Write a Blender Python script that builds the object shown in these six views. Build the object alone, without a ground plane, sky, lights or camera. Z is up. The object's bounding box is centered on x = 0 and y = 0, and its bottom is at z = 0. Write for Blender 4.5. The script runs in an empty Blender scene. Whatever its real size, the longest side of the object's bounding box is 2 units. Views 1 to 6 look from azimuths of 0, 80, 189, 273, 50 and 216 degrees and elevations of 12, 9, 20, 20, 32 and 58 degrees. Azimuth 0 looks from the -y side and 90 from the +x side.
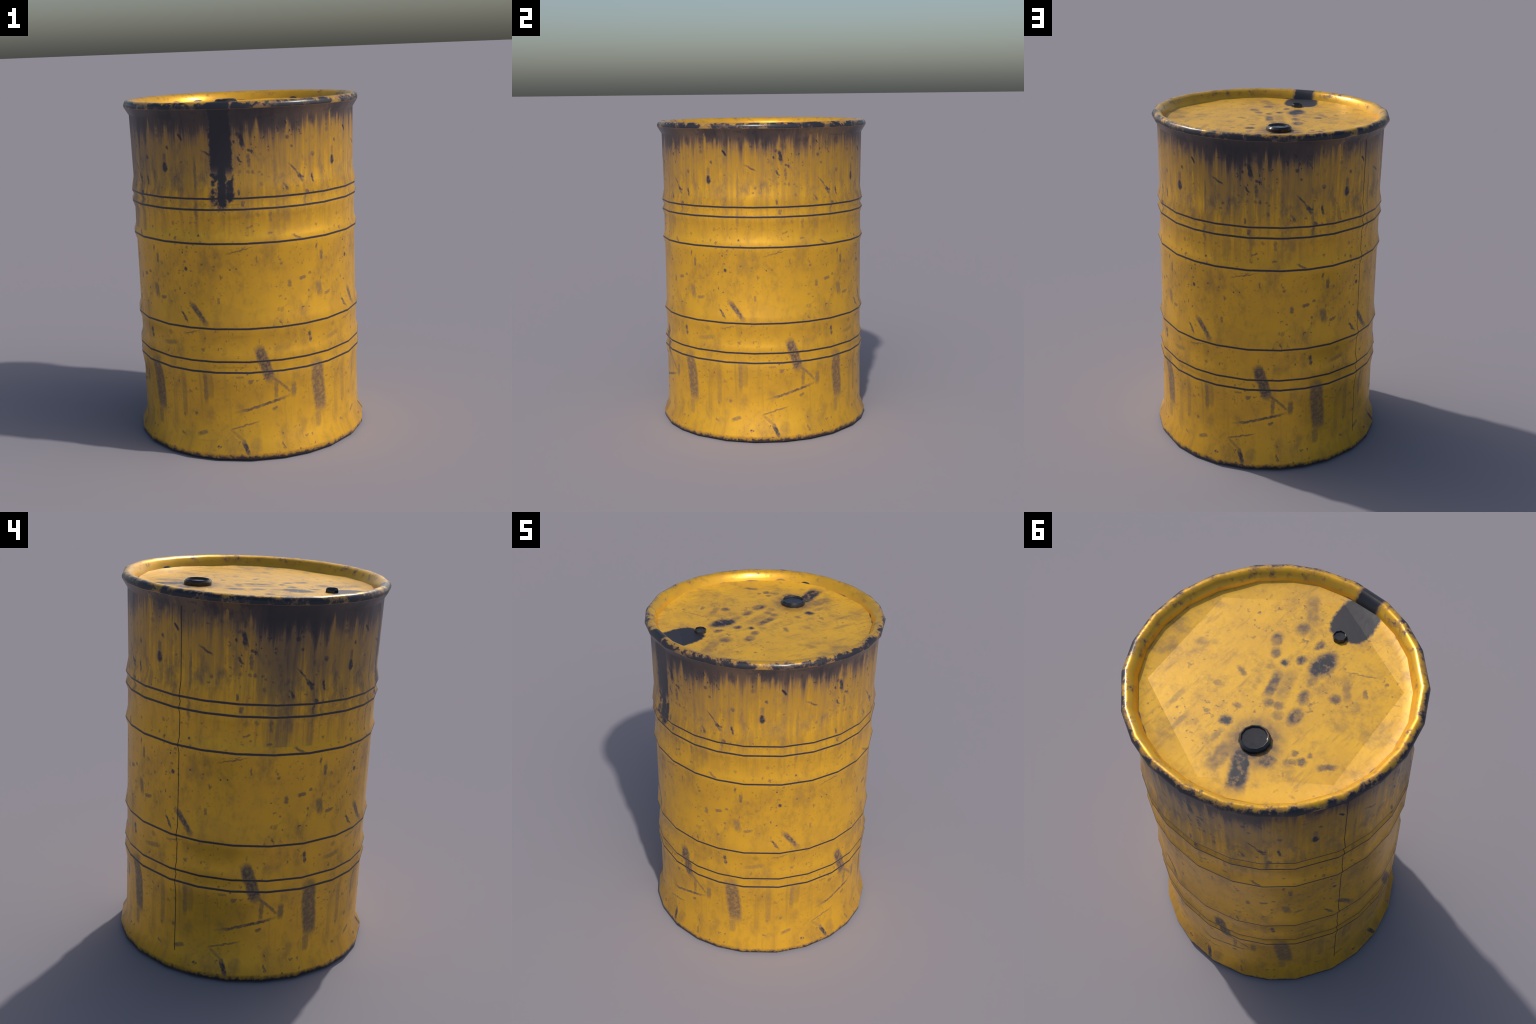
"""Weathered yellow steel drum: faceted shell with six rolled hoops, curled rims,
a dished lid with two black bungs, worn and grimy paint."""
import bpy, bmesh, math
from mathutils import Vector

R = 0.655                                   # wall radius
# facet corners, degrees of azimuth (0 = -y, 90 = +x): uneven, mirrored per quadrant
HALF = [0, 16, 28.5, 42, 60, 75.5, 91, 105.5, 120, 138, 151.5, 164]
AZ = HALF + [180] + [-a for a in reversed(HALF[1:])]
N = len(AZ)
HOOPS = [0.515, 0.577, 0.766, 1.243, 1.430, 1.490]


def at(az, r, z):
    a = math.radians(az)
    return Vector((r * math.sin(a), -r * math.cos(a), z))


# --------------------------------------------------------------------------- nodes
class Tree:
    """Small helper to write shader node graphs as expressions."""

    def __init__(self, name):
        self.mat = bpy.data.materials.new(name)
        self.mat.use_nodes = True
        self.nt = self.mat.node_tree
        self.nt.nodes.clear()
        self.out = self.nt.nodes.new('ShaderNodeOutputMaterial')
        self.bsdf = self.nt.nodes.new('ShaderNodeBsdfPrincipled')
        self.nt.links.new(self.bsdf.outputs[0], self.out.inputs[0])
        self.obj = self.nt.nodes.new('ShaderNodeTexCoord').outputs['Object']

    def put(self, sock, v):
        if isinstance(v, bpy.types.NodeSocket):
            self.nt.links.new(v, sock)
        elif v is not None:
            sock.default_value = v

    def m(self, op, a, b=None, c=None, clamp=False):
        n = self.nt.nodes.new('ShaderNodeMath')
        n.operation = op
        n.use_clamp = clamp
        for i, v in enumerate((a, b, c)):
            self.put(n.inputs[i], v)
        return n.outputs[0]

    def add(self, a, b): return self.m('ADD', a, b)
    def sub(self, a, b): return self.m('SUBTRACT', a, b)
    def mul(self, a, b): return self.m('MULTIPLY', a, b)
    def mx(self, a, b): return self.m('MAXIMUM', a, b)
    def mn(self, a, b): return self.m('MINIMUM', a, b)
    def mad(self, a, b, c): return self.m('MULTIPLY_ADD', a, b, c)

    def v(self, op, a, b=None, out=0):
        n = self.nt.nodes.new('ShaderNodeVectorMath')
        n.operation = op
        self.put(n.inputs[0], a)
        if b is not None:
            self.put(n.inputs[1], b)
        return n.outputs[out]

    def xyz(self, vec):
        n = self.nt.nodes.new('ShaderNodeSeparateXYZ')
        self.put(n.inputs[0], vec)
        return n.outputs[0], n.outputs[1], n.outputs[2]

    def rgb(self, col):
        n = self.nt.nodes.new('ShaderNodeSeparateColor')
        self.put(n.inputs[0], col)
        return [self.sub(o, .5) for o in n.outputs[:3]]

    def vec(self, x, y, z):
        n = self.nt.nodes.new('ShaderNodeCombineXYZ')
        for i, q in enumerate((x, y, z)):
            self.put(n.inputs[i], q)
        return n.outputs[0]

    def step(self, v, lo, hi, to0=0.0, to1=1.0):
        """smooth step; lo may be above hi for a falling edge"""
        n = self.nt.nodes.new('ShaderNodeMapRange')
        n.interpolation_type = 'SMOOTHSTEP'
        if not isinstance(lo, bpy.types.NodeSocket) and not isinstance(hi, bpy.types.NodeSocket) and lo > hi:
            lo, hi, to0, to1 = hi, lo, to1, to0
        for i, q in enumerate((v, lo, hi, to0, to1)):
            self.put(n.inputs[i], q)
        return n.outputs[0]

    def noise(self, vec, scale, detail=2.0, rough=0.5, dist=0.0, color=False):
        n = self.nt.nodes.new('ShaderNodeTexNoise')
        self.put(n.inputs['Vector'], vec)
        n.inputs['Scale'].default_value = scale
        n.inputs['Detail'].default_value = detail
        n.inputs['Roughness'].default_value = rough
        n.inputs['Distortion'].default_value = dist
        return n.outputs['Color' if color else 'Fac']

    def mapping(self, vec, loc, rot, scale):
        n = self.nt.nodes.new('ShaderNodeMapping')
        n.vector_type = 'TEXTURE'
        self.put(n.inputs[0], vec)
        n.inputs[1].default_value = loc
        n.inputs[2].default_value = rot
        n.inputs[3].default_value = scale
        return n.outputs[0]

    def mix(self, f, a, b):
        n = self.nt.nodes.new('ShaderNodeMix')
        n.data_type = 'RGBA'
        self.put(n.inputs[0], f)
        self.put(n.inputs[6], a)
        self.put(n.inputs[7], b)
        return n.outputs[2]

    def bump(self, h, strength, dist, normal=None):
        n = self.nt.nodes.new('ShaderNodeBump')
        n.inputs['Strength'].default_value = strength
        n.inputs['Distance'].default_value = dist
        self.put(n.inputs['Height'], h)
        if normal is not None:
            self.put(n.inputs['Normal'], normal)
        return n.outputs[0]

    def stain(self, p, s0, z0, hl, hw, ang, strength, soft=0.35):
        """elliptic worn patch in a 2D surface coordinate p=(s,t,0)"""
        q = self.mapping(p, (s0, z0, 0), (0, 0, math.radians(ang)), (hl, hw, 1))
        if hl > 1.8 * hw:                   # long marks have blunt, torn ends
            ax, ay, _ = self.xyz(self.v('ABSOLUTE', q))
            d = self.mx(ax, ay)
            d = self.mad(self.v('LENGTH', q, out=1), 0.35, self.mul(d, 0.65))
        else:
            d = self.v('LENGTH', q, out=1)
        return self.step(d, 1 + soft, 1 - soft, 0.0, strength)


YELLOW = (0.88, 0.470, 0.034, 1)
OCHRE = (0.77, 0.408, 0.042, 1)
WORN = (0.125, 0.080, 0.062, 1)
METAL = 0.45
GRIME = (0.020, 0.021, 0.029, 1)

# Wear pattern of the rolled sheet; it recurs every quarter turn.
# Long marks: azimuth within the quarter, z, half length, half width, lean, strength
DRIP_MARKS = [
    (67.3, 1.617, .09, .006, 90, .45), (67.1, 1.429, .048, .008, 90, .4), (12.7, 1.379, .032, .007, 90, .45),
    (21, 1.383, .039, .018, 90, .35), (30.7, 1.458, .025, .007, 90, .6), (35.8, 1.57, .027, .007, 101, .75),
    (36.2, .384, .16, .043, 96, .64), (67.6, .422, .09, .0127, 90, .5), (69.8, .439, .084, .022, 90, .25),
    (54.9, .365, .139, .0158, 90, .32), (35.6, .185, .05, .02, 90, .4), (12.8, .4, .049, .01, 90, .5),
    (21.8, .391, .043, .014, 90, .55), (30.5, 1.53, .09, .008, 90, .4), (45, 1.53, .05, .012, 90, .35),
]
SCRATCHES = [
    (60.3, 1.818, .021, .006, -57, .85), (28.9, 1.579, .028, .010, -55, .75), (26.2, 1.62, .060, .0034, -47, .6),
    (74.1, 1.729, .038, .0055, -29, .65), (88.9, 1.696, .024, .006, -55, .65), (20.8, 1.539, .026, .007, -60, .65),
    (2.7, 1.33, .018, .0055, 26, .55), (12.5, 1.291, .014, .0057, 24, .6), (26, 1.257, .033, .0046, -27, .55),
    (87.3, 1.202, .069, .003, 15, .55), (65.7, .843, .074, .0145, -53, .70), (57.6, .821, .034, .0062, -51, .75),
    (61.5, .735, .055, .0023, 15, .5), (28.3, 1.024, .022, .008, 14, .65), (84.7, 1.102, .06, .009, -47, .22),
    (64.9, .145, .031, .011, 23, .55), (53.3, .121, .015, .005, -25, .55), (7.5, .556, .105, .031, -72, .70),
    (15, .435, .087, .0072, -43, .55), (6.2, .318, .142, .0072, 15, .68), (86.3, .199, .081, .004, 17, .6),
    (86.8, .077, .043, .0115, -68, .78), (83.1, .139, .048, .0096, -44, .4), (12.1, .292, .016, .007, 27, .6),
    (85.2, .485, .022, .005, -2, .45), (5.5, 1.148, .021, .0035, 90, .55),
]
CHIPS = [
    (50.1, 1.653, .03, .017, 90, .8), (50.2, 1.706, .022, .010, 84, .5), (0.4, 1.797, .038, .011, -78, .8),
    (3.4, 1.689, .035, .009, -86, .55), (0, 1.458, .017, .008, 90, .6), (88.3, 1.518, .015, .0045, 90, .65),
    (37.2, 1.19, .015, .0063, 83, .65), (40, 1.135, .03, .010, 90, .65), (38.2, .947, .041, .019, -80, .55),
    (43.7, .911, .025, .0072, 11, .55), (76.2, .919, .018, .0057, -84, .55), (31.6, .695, .018, .0086, -84, .7),
    (32, .664, .017, .0085, 90, .75), (21.3, 1.002, .021, .0096, 90, .55), (47.7, .657, .056, .012, 9, .42),
]
# Round chips: azimuth within the quarter, z, radius, strength
SPOTS = [
    (52.2, 1.76, .0092, .75), (36, 1.699, .0132, .65), (60.3, 1.686, .0059, .55), (58.4, 1.623, .0059, .5),
    (77, 1.603, .0086, .65), (71.3, 1.587, .0132, .4), (75.9, 1.574, .0066, .55), (45.8, 1.822, .0115, .4),
    (88.4, 1.829, .0092, .5), (87, 1.789, .0072, .75), (3.6, 1.741, .0082, .65), (22.4, 1.802, .0115, .65),
    (24.4, 1.75, .0072, .65), (29.6, 1.578, .0105, .85), (2.9, 1.629, .0082, .55), (5.2, 1.625, .0082, .55),
    (8.2, 1.624, .0066, .5), (9.5, 1.61, .0066, .5), (89.1, 1.627, .0105, .4), (9, 1.559, .0086, .5),
    (31.8, 1.499, .0132, .75), (6.7, 1.396, .0112, .4), (4.6, 1.304, .0066, .65), (53.2, 1.345, .0092, .4),
    (59.1, 1.134, .0082, .6), (59.8, 1.095, .0105, .8), (43.7, 1.107, .0082, .5), (32.7, 1.044, .0086, .55),
    (31.7, .945, .0066, .6), (74.4, 1.093, .0092, .45), (48.1, 1.052, .0086, .4), (47.8, .716, .0148, .4),
    (21.5, 1.008, .0105, .6), (17.4, 1.12, .0086, .55), (19, .915, .0059, .65), (20.5, .841, .0053, .55),
    (16.9, .858, .0118, .35), (61.6, .259, .0088, .55), (58.5, .383, .0088, .5), (54.5, .239, .0082, .5),
    (67, .637, .0093, .55), (0.2, .457, .0121, .6),
]


def finish(t, dirt, paint, bump_h, bump_strength=0.25, gloss=0.40, metal=METAL):
    """mix paint and grime by the dirt mask and wire the shader"""
    worn = t.mix(t.m('DIVIDE', dirt, 0.82, clamp=True), paint, WORN)
    t.put(t.bsdf.inputs['Base Color'], t.mix(t.step(dirt, 0.68, 1.0), worn, GRIME))
    t.put(t.bsdf.inputs['Roughness'], t.step(dirt, 0, 1, gloss, gloss + 0.02))
    t.put(t.bsdf.inputs['Metallic'], t.step(dirt, 0.1, 0.7, metal, 0.0))
    t.put(t.bsdf.inputs['Specular IOR Level'], 0.5)
    t.put(t.bsdf.inputs['Normal'], t.bump(bump_h, bump_strength, 0.004))
    return t.mat


def shell_paint(lo, hi):
    """paint of one zone of the shell, between heights lo and hi; all zones share one
    surface coordinate, so marks run on across the borders"""
    t = Tree('weathered_yellow_paint')
    high, foot_zone, rim_zone = hi > 1.3, lo < .1, hi > 1.95
    x, y, z = t.xyz(t.obj)
    az = t.m('ARCTAN2', x, t.mul(y, -1))
    r = t.m('SQRT', t.add(t.mul(x, x), t.mul(y, y)))
    a4 = t.mul(az, 4)
    rho = R / 4
    # quarter-turn wrap: noise sampled here recurs like the target's sheet pattern
    w = t.vec(t.mul(t.m('COSINE', a4), rho), t.mul(t.m('SINE', a4), rho), z)
    ring = t.vec(x, y, t.mul(z, 0.05))
    arc = t.mul(az, R)

    ragx, ragy, ragz = t.rgb(t.noise(w, 48, 4, 0.62, color=True))
    sx = t.mad(ragx, 0.020, arc)
    sz = t.mad(ragy, 0.024, z)

    quarter = math.pi / 2 * R

    def local(deg):
        s0 = math.radians(deg) * R
        return s0, t.vec(t.m('WRAP', sx, s0 + quarter / 2, s0 - quarter / 2), sz, 0)

    def here(z0, reach):
        return z0 + reach * 1.4 + .01 > lo and z0 - reach * 1.4 - .01 < hi

    marks = 0.0
    for deg, z0, hl, hw, ang, k in DRIP_MARKS + SCRATCHES + CHIPS:
        if not here(z0, max(hl * abs(math.sin(math.radians(ang))), hw)):
            continue
        s0, p = local(deg)
        mk = t.stain(p, s0, z0, hl, hw + .001, ang, k * 1.08, 0.42 if hw < .02 else 0.25)
        marks = t.mx(marks, mk)
    for deg, z0, rad, k in SPOTS:
        if not here(z0, rad):
            continue
        s0, p = local(deg)
        marks = t.mx(marks, t.stain(p, s0, z0, rad * 1.1, rad * 1.1, 0, k, 0.45))
    grain = t.noise(w, 55, 4, 0.65)
    marks = t.mul(marks, t.step(grain, 0.25, 0.62, 0.66, 1.05))

    # small specks and cloudy stains
    clump = t.noise(w, 5, 2)
    specks = t.mul(t.step(t.noise(w, 44, 2, 0.5), 0.58, 0.76), t.step(clump, 0.40, 0.62, 0.12, 0.80))
    wide = t.v('MULTIPLY', w, (1, 1, 0.55))
    cloud = t.mul(t.step(t.noise(wide, 11, 5, 0.66), 0.47, 0.77), t.step(z, 1.30, 1.60, 0.40, 0.62))
    long_w = t.v('MULTIPLY', w, (1, 1, 0.06))
    runs = t.step(t.noise(long_w, 26, 3, 0.6), 0.50, 0.74)
    run_zone = t.mx(t.step(z, 1.50, 1.70), t.mx(t.mul(t.step(z, 1.25, 1.40), 0.7),
                                                t.mul(t.step(z, 0.62, 0.45), 0.8)))
    runs = t.mul(t.mul(runs, run_zone), 0.30)
    dirt = t.mx(marks, t.mx(specks, t.mx(cloud, runs)))
    dirt = t.m('ADD', dirt, t.mul(t.mul(cloud, 0.4), runs))

    if high:
        # soot gathered under the curled rim and running down
        below = t.sub(1.975, z)
        drip = t.noise(ring, 20, 4, 0.7)
        drip_fine = t.noise(ring, 36, 3, 0.6)
        low = t.noise(ring, 2.2, 1)

        def bell(deg, width, height):
            d = t.m('ABSOLUTE', t.m('WRAP', t.sub(az, math.radians(deg)), math.pi, -math.pi))
            return t.step(d, math.radians(width), 0.0, 0.0, height)

        heavy = t.add(t.add(bell(-72, 24, 1.0), bell(180, 55, .55)), t.add(bell(-45, 60, .55), bell(5, 45, .45)))
        depth = t.mad(heavy, 0.10, t.mad(t.sub(drip, 0.45), 0.42, t.mad(t.sub(drip_fine, 0.5), 0.36, 0.105)))
        depth = t.mx(t.mad(low, 0.05, depth), 0.045)
        soot = t.sub(1, t.step(t.m('DIVIDE', below, depth), 0.35, 1.6))
        soot_k = t.m('MINIMUM', t.mad(heavy, 0.26, t.mad(low, 0.30, 0.58)), 0.93)
        soot = t.mul(soot, soot_k)
        veil = t.mul(t.sub(1, t.step(t.m('DIVIDE', below, depth), 0.6, 3.6)), t.mad(heavy, .28, .36))
        soot = t.mul(t.mx(soot, veil), t.step(z, 1.985, 1.965))
        dirt = t.sub(t.add(dirt, soot), t.mul(dirt, soot))

        # the one long black spill
        side = t.m('ABSOLUTE', t.sub(t.mad(ragx, 0.035, arc), math.radians(-9.6) * R))
        spill = t.mul(t.step(side, 0.086, 0.050), t.step(t.mad(ragy, .10, z), 1.395, 1.455))
        thin = t.mx(t.step(z, 1.50, 1.68), t.mx(t.step(side, .045, .015),
                                              t.step(t.noise(t.obj, 16, 4, .6), .32, .58)))
        spill = t.mul(spill, t.mul(thin, 0.97))
        halo = t.mul(t.mul(t.step(t.m('ABSOLUTE', t.sub(arc, math.radians(-10) * R)), 0.15, 0.05),
                           t.step(t.mad(ragz, .1, z), 1.43, 1.75)), 0.42)
        dirt = t.mx(dirt, t.mx(spill, halo))

    # worn crests of the rolled hoops
    near = None
    zz = t.mad(ragz, 0.003, z)
    for h in HOOPS:
        d = t.m('ABSOLUTE', t.sub(zz, h - 0.002))
        near = d if near is None else t.mn(near, d)
    dirt = t.mx(dirt, t.step(near, 0.0082, 0.0036, 0.0, 0.93))

    if foot_zone:
        # scuffed foot
        foot = t.step(t.mad(t.sub(t.noise(t.obj, 30, 4, .7), .5), -0.07, z), 0.042, 0.014, 0, .88)
        dirt = t.mx(dirt, foot)

    if rim_zone:
        # curled rim: bare and black outside, paint left on the crest, chips inside
        chip = t.noise(t.obj, 15, 5, 0.68)
        out_r = t.mad(t.sub(chip, 0.5), 0.13, r)
        edge = t.mx(t.step(out_r, 0.648, 0.688, 0, .97), t.mul(t.step(r, .672, .688), t.step(chip, .70, .40, .35, .80)))
        speck_in = t.mul(t.step(t.noise(t.obj, 17, 5, .68), .52, .68), t.mul(t.step(z, 1.950, 1.985), .78))
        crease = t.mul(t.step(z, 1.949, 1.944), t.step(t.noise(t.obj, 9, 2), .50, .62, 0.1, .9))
        blot = None
        for deg, k in ((147.5, .95), (-153, .95), (-138, .6)):
            d = t.m('WRAP', t.sub(az, math.radians(deg)), math.pi, -math.pi)
            q = t.vec(t.mul(d, 0.63 / .034), t.m('DIVIDE', t.sub(z, 1.943), 0.016), 0)
            b = t.step(t.v('LENGTH', q, out=1), 1.15, .85, 0, k)
            blot = b if blot is None else t.mx(blot, b)
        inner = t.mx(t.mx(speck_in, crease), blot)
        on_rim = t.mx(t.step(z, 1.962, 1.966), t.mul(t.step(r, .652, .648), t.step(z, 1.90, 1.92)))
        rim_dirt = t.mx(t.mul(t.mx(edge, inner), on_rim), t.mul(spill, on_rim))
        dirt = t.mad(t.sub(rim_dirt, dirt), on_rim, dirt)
    dirt = t.m('MINIMUM', t.mx(dirt, 0), 0.97)

    paint = t.mix(t.step(t.noise(w, 7, 4, .6), .35, .7), YELLOW, OCHRE)
    relief = t.mul(t.noise(w, 30, 3, .5), 0.5)
    dent = t.noise(t.obj, 5.5, 1)
    relief = t.add(relief, t.mul(dent, 2.0))
    return finish(t, dirt, paint, relief, 0.22, 0.27 if rim_zone else 0.34)


# Spots and spills on the lid: x, y, half length, half width, lean, strength
LID_STAINS = [
    (.073, -.341, .035, .03, 90, .6), (.141, -.227, .034, .022, 118, .65), (.101, -.157, .028, .018, 118, .55),
    (.034, -.131, .019, .018, 0, .75), (-.022, -.188, .026, .02, 80, .7), (.077, -.078, .024, .015, 30, .35),
    (-.118, -.215, .072, .042, 86, .88), (-.044, -.303, .028, .018, 90, .65), (-.128, -.115, .034, .022, 90, .45),
    (.01, -.003, .068, .021, 102, .62), (-.041, -.028, .075, .026, 104, .36), (-.079, .082, .022, .02, 0, .5),
    (-.103, .128, .024, .022, 0, .4), (-.031, .088, .026, .02, 0, .55), (-.145, -.016, .036, .024, 108, .62),
    (-.172, .09, .044, .027, 95, .68), (-.265, -.088, .022, .022, 0, .6), (.172, .014, .026, .011, -20, .5),
    (.221, .13, .022, .015, 0, .42), (.175, .28, .012, .011, 0, .45), (.077, .183, .02, .011, 10, .5),
    (.074, .274, .026, .024, 0, .75), (-.277, .251, .014, .014, 0, .6), (-.325, .27, .02, .018, 0, .6),
    (-.284, .297, .028, .012, 35, .55), (-.337, .224, .010, .010, 0, .5), (-.43, .232, .034, .013, 35, .6),
    (-.1, .30, .105, .10, 0, .62), (-.122, .44, .10, .036, 114, .85), (-.197, .347, .04, .032, 0, .65),
    (-.015, .44, .07, .03, 88, .5), (.096, -.456, .085, .026, 124, .42), (-.277, -.162, .058, .015, 127, .42),
    (-.364, -.182, .022, .009, 118, .55), (-.30, -.267, .065, .004, 20, .45), (.06, .36, .04, .012, 86, .4),
    (.24, .40, .06, .012, 84, .35), (.33, .30, .06, .012, 84, .3), (.42, -.02, .03, .02, 20, .35),
]


def lid_paint():
    t = Tree('stained_lid_paint')
    x, y, z = t.xyz(t.obj)
    r = t.m('SQRT', t.add(t.mul(x, x), t.mul(y, y)))
    ragx, ragy, ragz = t.rgb(t.noise(t.obj, 45, 4, .65, color=True))
    p = t.vec(t.mad(ragx, .034, x), t.mad(ragy, .034, y), 0)
    marks = None
    for x0, y0, hl, hw, ang, k in LID_STAINS:
        mk = t.stain(p, x0, y0, hl * 1.12, hw * 1.2, ang, k * 1.2, 0.5)
        marks = mk if marks is None else t.mx(marks, mk)
    marks = t.mul(marks, t.step(t.noise(t.obj, 30, 3, .6), .28, .62, .62, 1.05))
    # pool left by the spill beside the small bung
    q = t.mapping(p, (-.104, -.515, 0), (0, 0, math.radians(4)), (.102, .125, 1))
    qx, qy, _ = t.xyz(q)
    d4 = t.add(t.m('POWER', t.m('ABSOLUTE', qx), 3.0), t.m('POWER', t.m('ABSOLUTE', qy), 3.0))
    dirt = t.mx(marks, t.step(d4, 1.35, .75, 0, .96))
    # rubbed streaks, specks, clouds
    sl = t.mapping(t.obj, (0, 0, 0), (0, 0, math.radians(84)), (1, .22, 1))
    streak = t.mul(t.step(t.noise(sl, 7, 5, .62), .52, .76), .36)
    clump = t.noise(t.obj, 4, 2)
    specks = t.mul(t.step(t.noise(t.obj, 40, 2, .5), .58, .76), t.step(clump, .40, .62, .10, .65))
    cloud = t.mul(t.step(t.noise(t.obj, 9, 5, .68), .45, .75), .46)
    dirt = t.mx(dirt, t.mx(streak, t.mx(specks, cloud)))
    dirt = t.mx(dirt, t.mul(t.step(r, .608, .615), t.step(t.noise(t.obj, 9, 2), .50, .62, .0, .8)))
    paint = t.mix(t.step(t.noise(t.obj, 6, 4, .6), .35, .7), (0.81, 0.44, 0.028, 1), (0.70, 0.375, 0.034, 1))
    relief = t.mul(t.noise(t.obj, 34, 3, .5), .8)
    return finish(t, t.m('MINIMUM', dirt, .97), paint, relief, .22, .44, 0.12)


def plain(name, color, rough, spec=.5, bump=0.0):
    t = Tree(name)
    n = t.noise(t.obj, 40, 3)
    t.put(t.bsdf.inputs['Base Color'], t.mix(t.step(n, .4, .7), color, tuple(c * .6 for c in color[:3]) + (1,)))
    t.put(t.bsdf.inputs['Roughness'], rough)
    t.put(t.bsdf.inputs['Specular IOR Level'], spec)
    if bump:
        t.put(t.bsdf.inputs['Normal'], t.bump(n, bump, .002))
    return t.mat


# --------------------------------------------------------------------------- geometry
def add_object(name, mesh, parent, mat):
    ob = bpy.data.objects.new(name, mesh)
    bpy.context.scene.collection.objects.link(ob)
    ob.parent = parent
    if mat:
        mesh.materials.clear()
        mesh.materials.append(mat)
    return ob


def loft(profile, angles=AZ):
    """ring of quads per pair of profile points (r, z)"""
    verts, faces, n = [], [], len(angles)
    for r, z in profile:
        verts += [at(a, r, z) for a in angles]
    for k in range(len(profile) - 1):
        for i in range(n):
            j = (i + 1) % n
            faces.append((k * n + i, k * n + j, (k + 1) * n + j, (k + 1) * n + i))
    return verts, faces


# outline of the drum from the foot up the wall, over the curl, down to the lid.
# (part, radius, z, crease) : the part name belongs to the band that starts here
PROFILE = [
    ('rim', .648, .010, True), ('rim', .670, .000, False), ('rim', .689, .012, False), ('rim', .690, .045, False),
    ('body', .659, .104, False), ('hoop', .657, .430, False), ('hoop', .670, .515, False), ('hoop', .658, .545, False),
    ('hoop', .670, .577, False), ('body', .657, .617, False), ('hoop', .657, .722, False), ('hoop', .6695, .766, False),
    ('body', .657, .808, False), ('hoop', .657, 1.197, False), ('hoop', .670, 1.243, False), ('body', .658, 1.276, False),
    ('hoop', .657, 1.390, False), ('hoop', .670, 1.430, False), ('hoop', .657, 1.457, False),
    ('hoop', .6695, 1.490, False), ('body', .656, 1.560, False), ('rim', .662, 1.920, False),
    ('rim', .690, 1.966, True), ('rim', .691, 1.978, False), ('rim', .684, 1.993, False), ('rim', .671, 2.000, False),
    ('rim', .655, 2.000, False), ('rim', .638, 1.988, False), ('rim', .622, 1.960, False), ('rim', .616, 1.942, True),
    ('end', .606, 1.934, False),
]


def build_shell(parent, zones):
    verts, faces = loft([(r, z) for _, r, z, _ in PROFILE])
    whole = bpy.data.meshes.new('whole')
    whole.from_pydata(verts, [], faces)
    whole.polygons.foreach_set('use_smooth', [True] * len(faces))
    crease = {k for k, p in enumerate(PROFILE) if p[3]}
    sharp = [e.vertices[0] // N == e.vertices[1] // N and e.vertices[0] // N in crease for e in whole.edges]
    at_ = whole.attributes.new('sharp_edge', 'BOOLEAN', 'EDGE')
    at_.data.foreach_set('value', sharp)
    whole.update()
    normals = [Vector(c.vector) for c in whole.corner_normals]

    # group consecutive bands into parts
    groups, prev = [], None
    for k in range(len(PROFILE) - 1):
        part = PROFILE[k][0]
        fresh = part != prev or (part == 'hoop' and PROFILE[k][2] in (.545, 1.457))
        if fresh:
            groups.append((part, []))
        groups[-1][1].append(k)
        prev = part
    names = {'rim': 'rim', 'body': 'wall', 'hoop': 'rolling_hoop'}
    for part, bands in groups:
        used, vmap, fs, ns = [], {}, [], []
        for k in bands:
            for i in range(N):
                poly = whole.polygons[k * N + i]
                f = []
                for li in poly.loop_indices:
                    vi = whole.loops[li].vertex_index
                    if vi not in vmap:
                        vmap[vi] = len(used)
                        used.append(verts[vi])
                    f.append(vmap[vi])
                    ns.append(normals[li])
                fs.append(f)
        me = bpy.data.meshes.new(names[part])
        me.from_pydata(used, [], fs)
        me.polygons.foreach_set('use_smooth', [True] * len(fs))
        me.update()
        me.normals_split_custom_set(ns)
        mid = (PROFILE[bands[0]][2] + PROFILE[bands[-1] + 1][2]) / 2
        add_object(names[part], me, parent, next(m for top, m in zones if mid < top))
    bpy.data.meshes.remove(whole)


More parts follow.
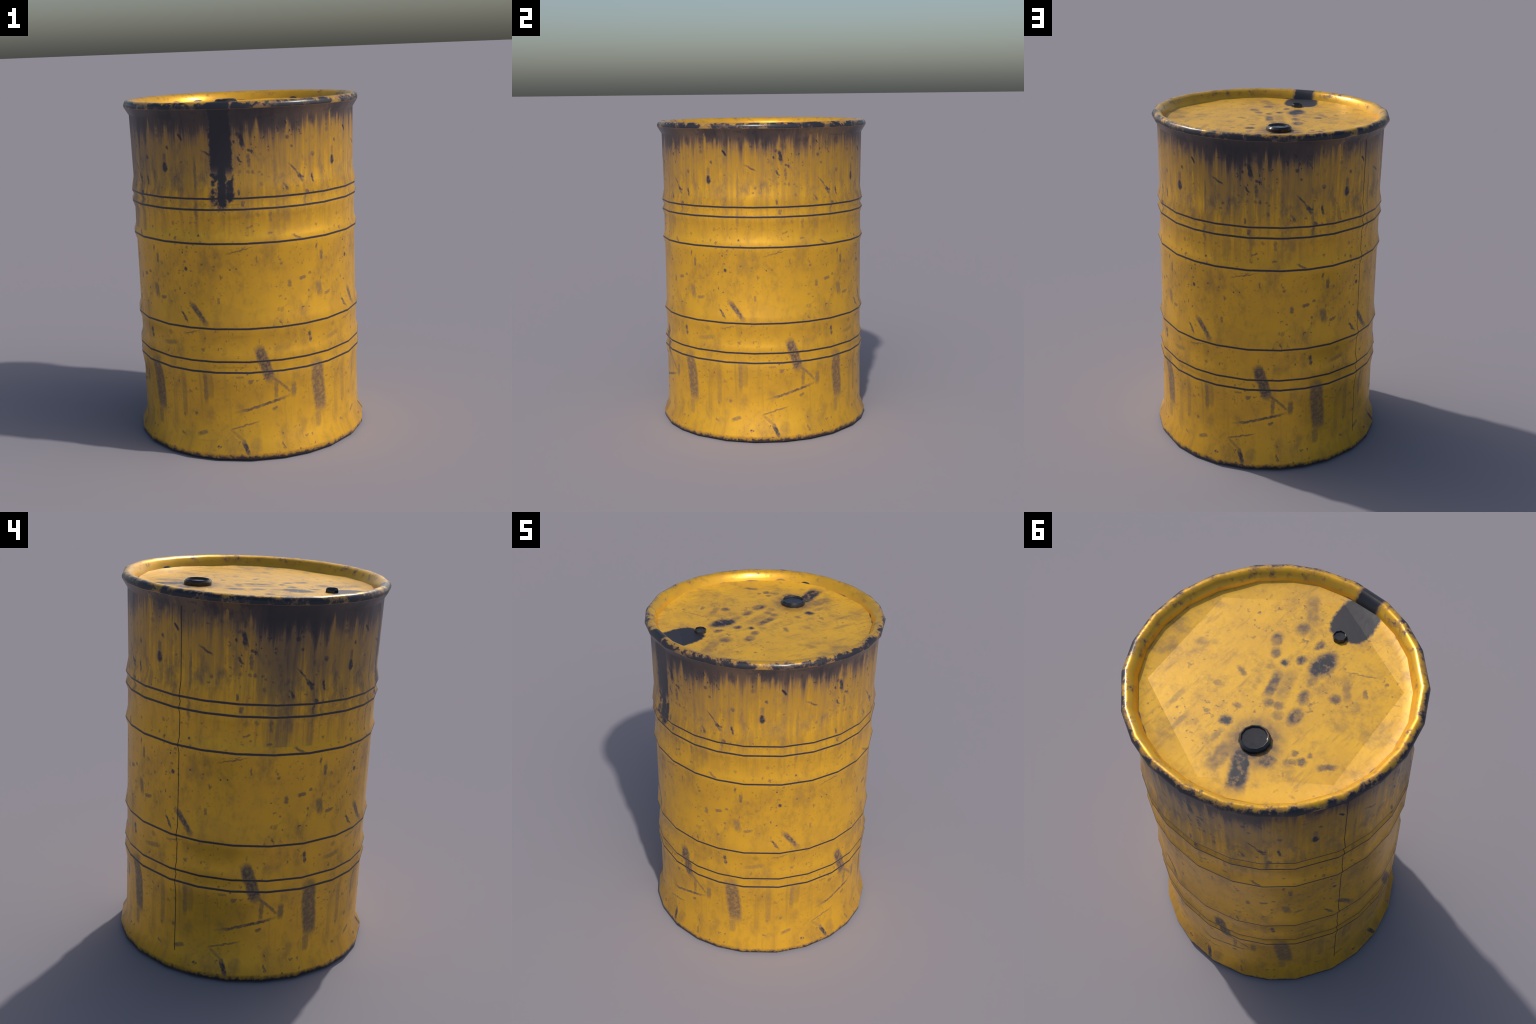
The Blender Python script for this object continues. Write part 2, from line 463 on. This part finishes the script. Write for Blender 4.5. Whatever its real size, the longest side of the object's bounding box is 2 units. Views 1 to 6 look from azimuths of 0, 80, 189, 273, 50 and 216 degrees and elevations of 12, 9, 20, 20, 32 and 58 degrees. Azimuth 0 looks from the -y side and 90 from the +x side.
def build_lid(parent, mat):
    """flat hexagon between six corners, chord segments lifting slightly to the wall"""
    zc, lift, edge = 1.942, .003, .008
    corners = [0, 60, 120, 180, -120, -60]
    verts, faces, sharp = [], [], set()
    inner = {}
    for i, a in enumerate(AZ):
        inner[i] = len(verts)
        verts.append(at(a, .577, zc + (0 if a in corners else lift)))
    outer = {}
    for i, a in enumerate(AZ):
        outer[i] = len(verts)
        verts.append(at(a, .623, zc + edge - (.006 if a in corners else 0)))
    ci = [i for i, a in enumerate(AZ) if a in corners]
    faces.append([inner[i] for i in ci])
    for k, i0 in enumerate(ci):
        i1 = ci[(k + 1) % 6]
        run = [i0]
        while run[-1] != i1:
            run.append((run[-1] + 1) % N)
        faces.append([inner[q] for q in [run[0]] + run[1:]])
        sharp.add(frozenset((inner[i0], inner[i1])))
    for i in range(N):
        j = (i + 1) % N
        faces.append([inner[i], outer[i], outer[j], inner[j]])
    me = bpy.data.meshes.new('lid')
    me.from_pydata(verts, [], faces)
    bm = bmesh.new()
    bm.from_mesh(me)
    bmesh.ops.recalc_face_normals(bm, faces=bm.faces)
    up = sum((f.normal.z for f in bm.faces))
    if up < 0:
        bmesh.ops.reverse_faces(bm, faces=bm.faces)
    for f in bm.faces:
        f.smooth = True
    for e in bm.edges:
        if frozenset(v.index for v in e.verts) in sharp:
            e.smooth = False
    bm.to_mesh(me)
    bm.free()
    # segment normals leaned inward to draw their light and dark shading
    lean = {vi: .13 for vi in inner.values()}
    lean.update({vi: .34 for vi in outer.values()})
    normals = []
    for poly in me.polygons:
        flat = len(poly.vertices) == 6
        for li in poly.loop_indices:
            vi = me.loops[li].vertex_index
            p = me.vertices[vi].co
            out = Vector((p.x, p.y, 0)).normalized()
            normals.append(Vector((0, 0, 1)) if flat else (Vector((0, 0, 1)) - out * lean[vi]).normalized())
    me.normals_split_custom_set(normals)
    add_object('lid', me, parent, mat)


def build_base(parent, mat):
    verts, faces = loft([(.648, .0105), (.636, .030)])
    c = len(verts)
    verts.append(Vector((0, 0, .032)))
    faces = [tuple(reversed(f)) for f in faces] + [(N + (i + 1) % N, N + i, c) for i in range(N)]
    me = bpy.data.meshes.new('base')
    me.from_pydata(verts, [], faces)
    add_object('base', me, parent, mat)


def build_bung(parent, mat, centre, radius, height, sides):
    """threaded plug: chamfered collar, raised lip, sunk polygon face"""
    angles = [360 / sides * (i + .5) for i in range(sides)]
    prof = [(1.0, -.12), (1.0, .66), (.93, .84), (.87, 1.0), (.82, .98), (.78, .72)]
    verts, faces = loft([(r * radius, z * height) for r, z in prof], angles)
    c = len(verts)
    base = (len(prof) - 1) * sides
    verts.append(Vector((0, 0, .70 * height)))
    faces += [(base + i, base + (i + 1) % sides, c) for i in range(sides)]
    me = bpy.data.meshes.new('bung')
    me.from_pydata([v + Vector(centre) for v in verts], [], faces)
    bm = bmesh.new()
    bm.from_mesh(me)
    bmesh.ops.recalc_face_normals(bm, faces=bm.faces)
    for f in bm.faces:
        f.smooth = len(f.verts) == 4
    for e in bm.edges:
        if len(e.link_faces) == 2 and e.calc_face_angle(0) > math.radians(38):
            e.smooth = False
    bm.to_mesh(me)
    bm.free()
    add_object('bung', me, parent, mat)


def build_dark_strip(parent, mat):
    """thin raised dark strip down the wall, following every hoop"""
    pts = [(r, z) for _, r, z, _ in PROFILE if .05 < z < 1.965 and r > .65]
    deg = -117.3
    i = next(k for k in range(N) if AZ[k] < deg <= AZ[(k + 1) % N] and AZ[k] < 0)
    a0, a1 = AZ[i], AZ[(i + 1) % N]
    verts, faces = [], []
    for r, z in pts:
        p0, p1 = at(a0, r, z), at(a1, r, z)
        mid = p0.lerp(p1, (deg - a0) / (a1 - a0))
        along = (p1 - p0).normalized()
        nrm = Vector((mid.x, mid.y, 0)).normalized()
        sway = .0006 * math.sin(z * 9)
        for w, h in ((-.0026, -.002), (-.0015, .0010), (.0015, .0010), (.0026, -.002)):
            verts.append(mid + along * (w + sway) + nrm * h)
    for k in range(len(pts) - 1):
        for j in range(3):
            b = k * 4 + j
            faces.append((b, b + 1, b + 5, b + 4))
    me = bpy.data.meshes.new('thin_dark_strip')
    me.from_pydata(verts, [], faces)
    add_object('thin_dark_strip', me, parent, mat)


def main():
    drum = bpy.data.objects.new('steel_drum', None)
    bpy.context.scene.collection.objects.link(drum)
    drum['label'] = 'weathered yellow steel drum with black grime and two bungs'
    drum['category'] = 'oil drum'
    cuts = [-.01, .722, 1.276, 1.562, 1.92, 2.01]
    build_shell(drum, [(b, shell_paint(a, b)) for a, b in zip(cuts, cuts[1:])])
    build_lid(drum, lid_paint())
    build_base(drum, plain('dark_steel', (.05, .045, .04, 1), .6))
    black = plain('black_plastic', (.022, .022, .026, 1), .16, .6)
    build_bung(drum, black, (-.095, .291, 1.939), .0715, .030, 12)
    build_bung(drum, black, (-.095, -.390, 1.939), .034, .023, 8)
    build_dark_strip(drum, plain('dark_strip_brown', (.035, .028, .02, 1), .55))


main()
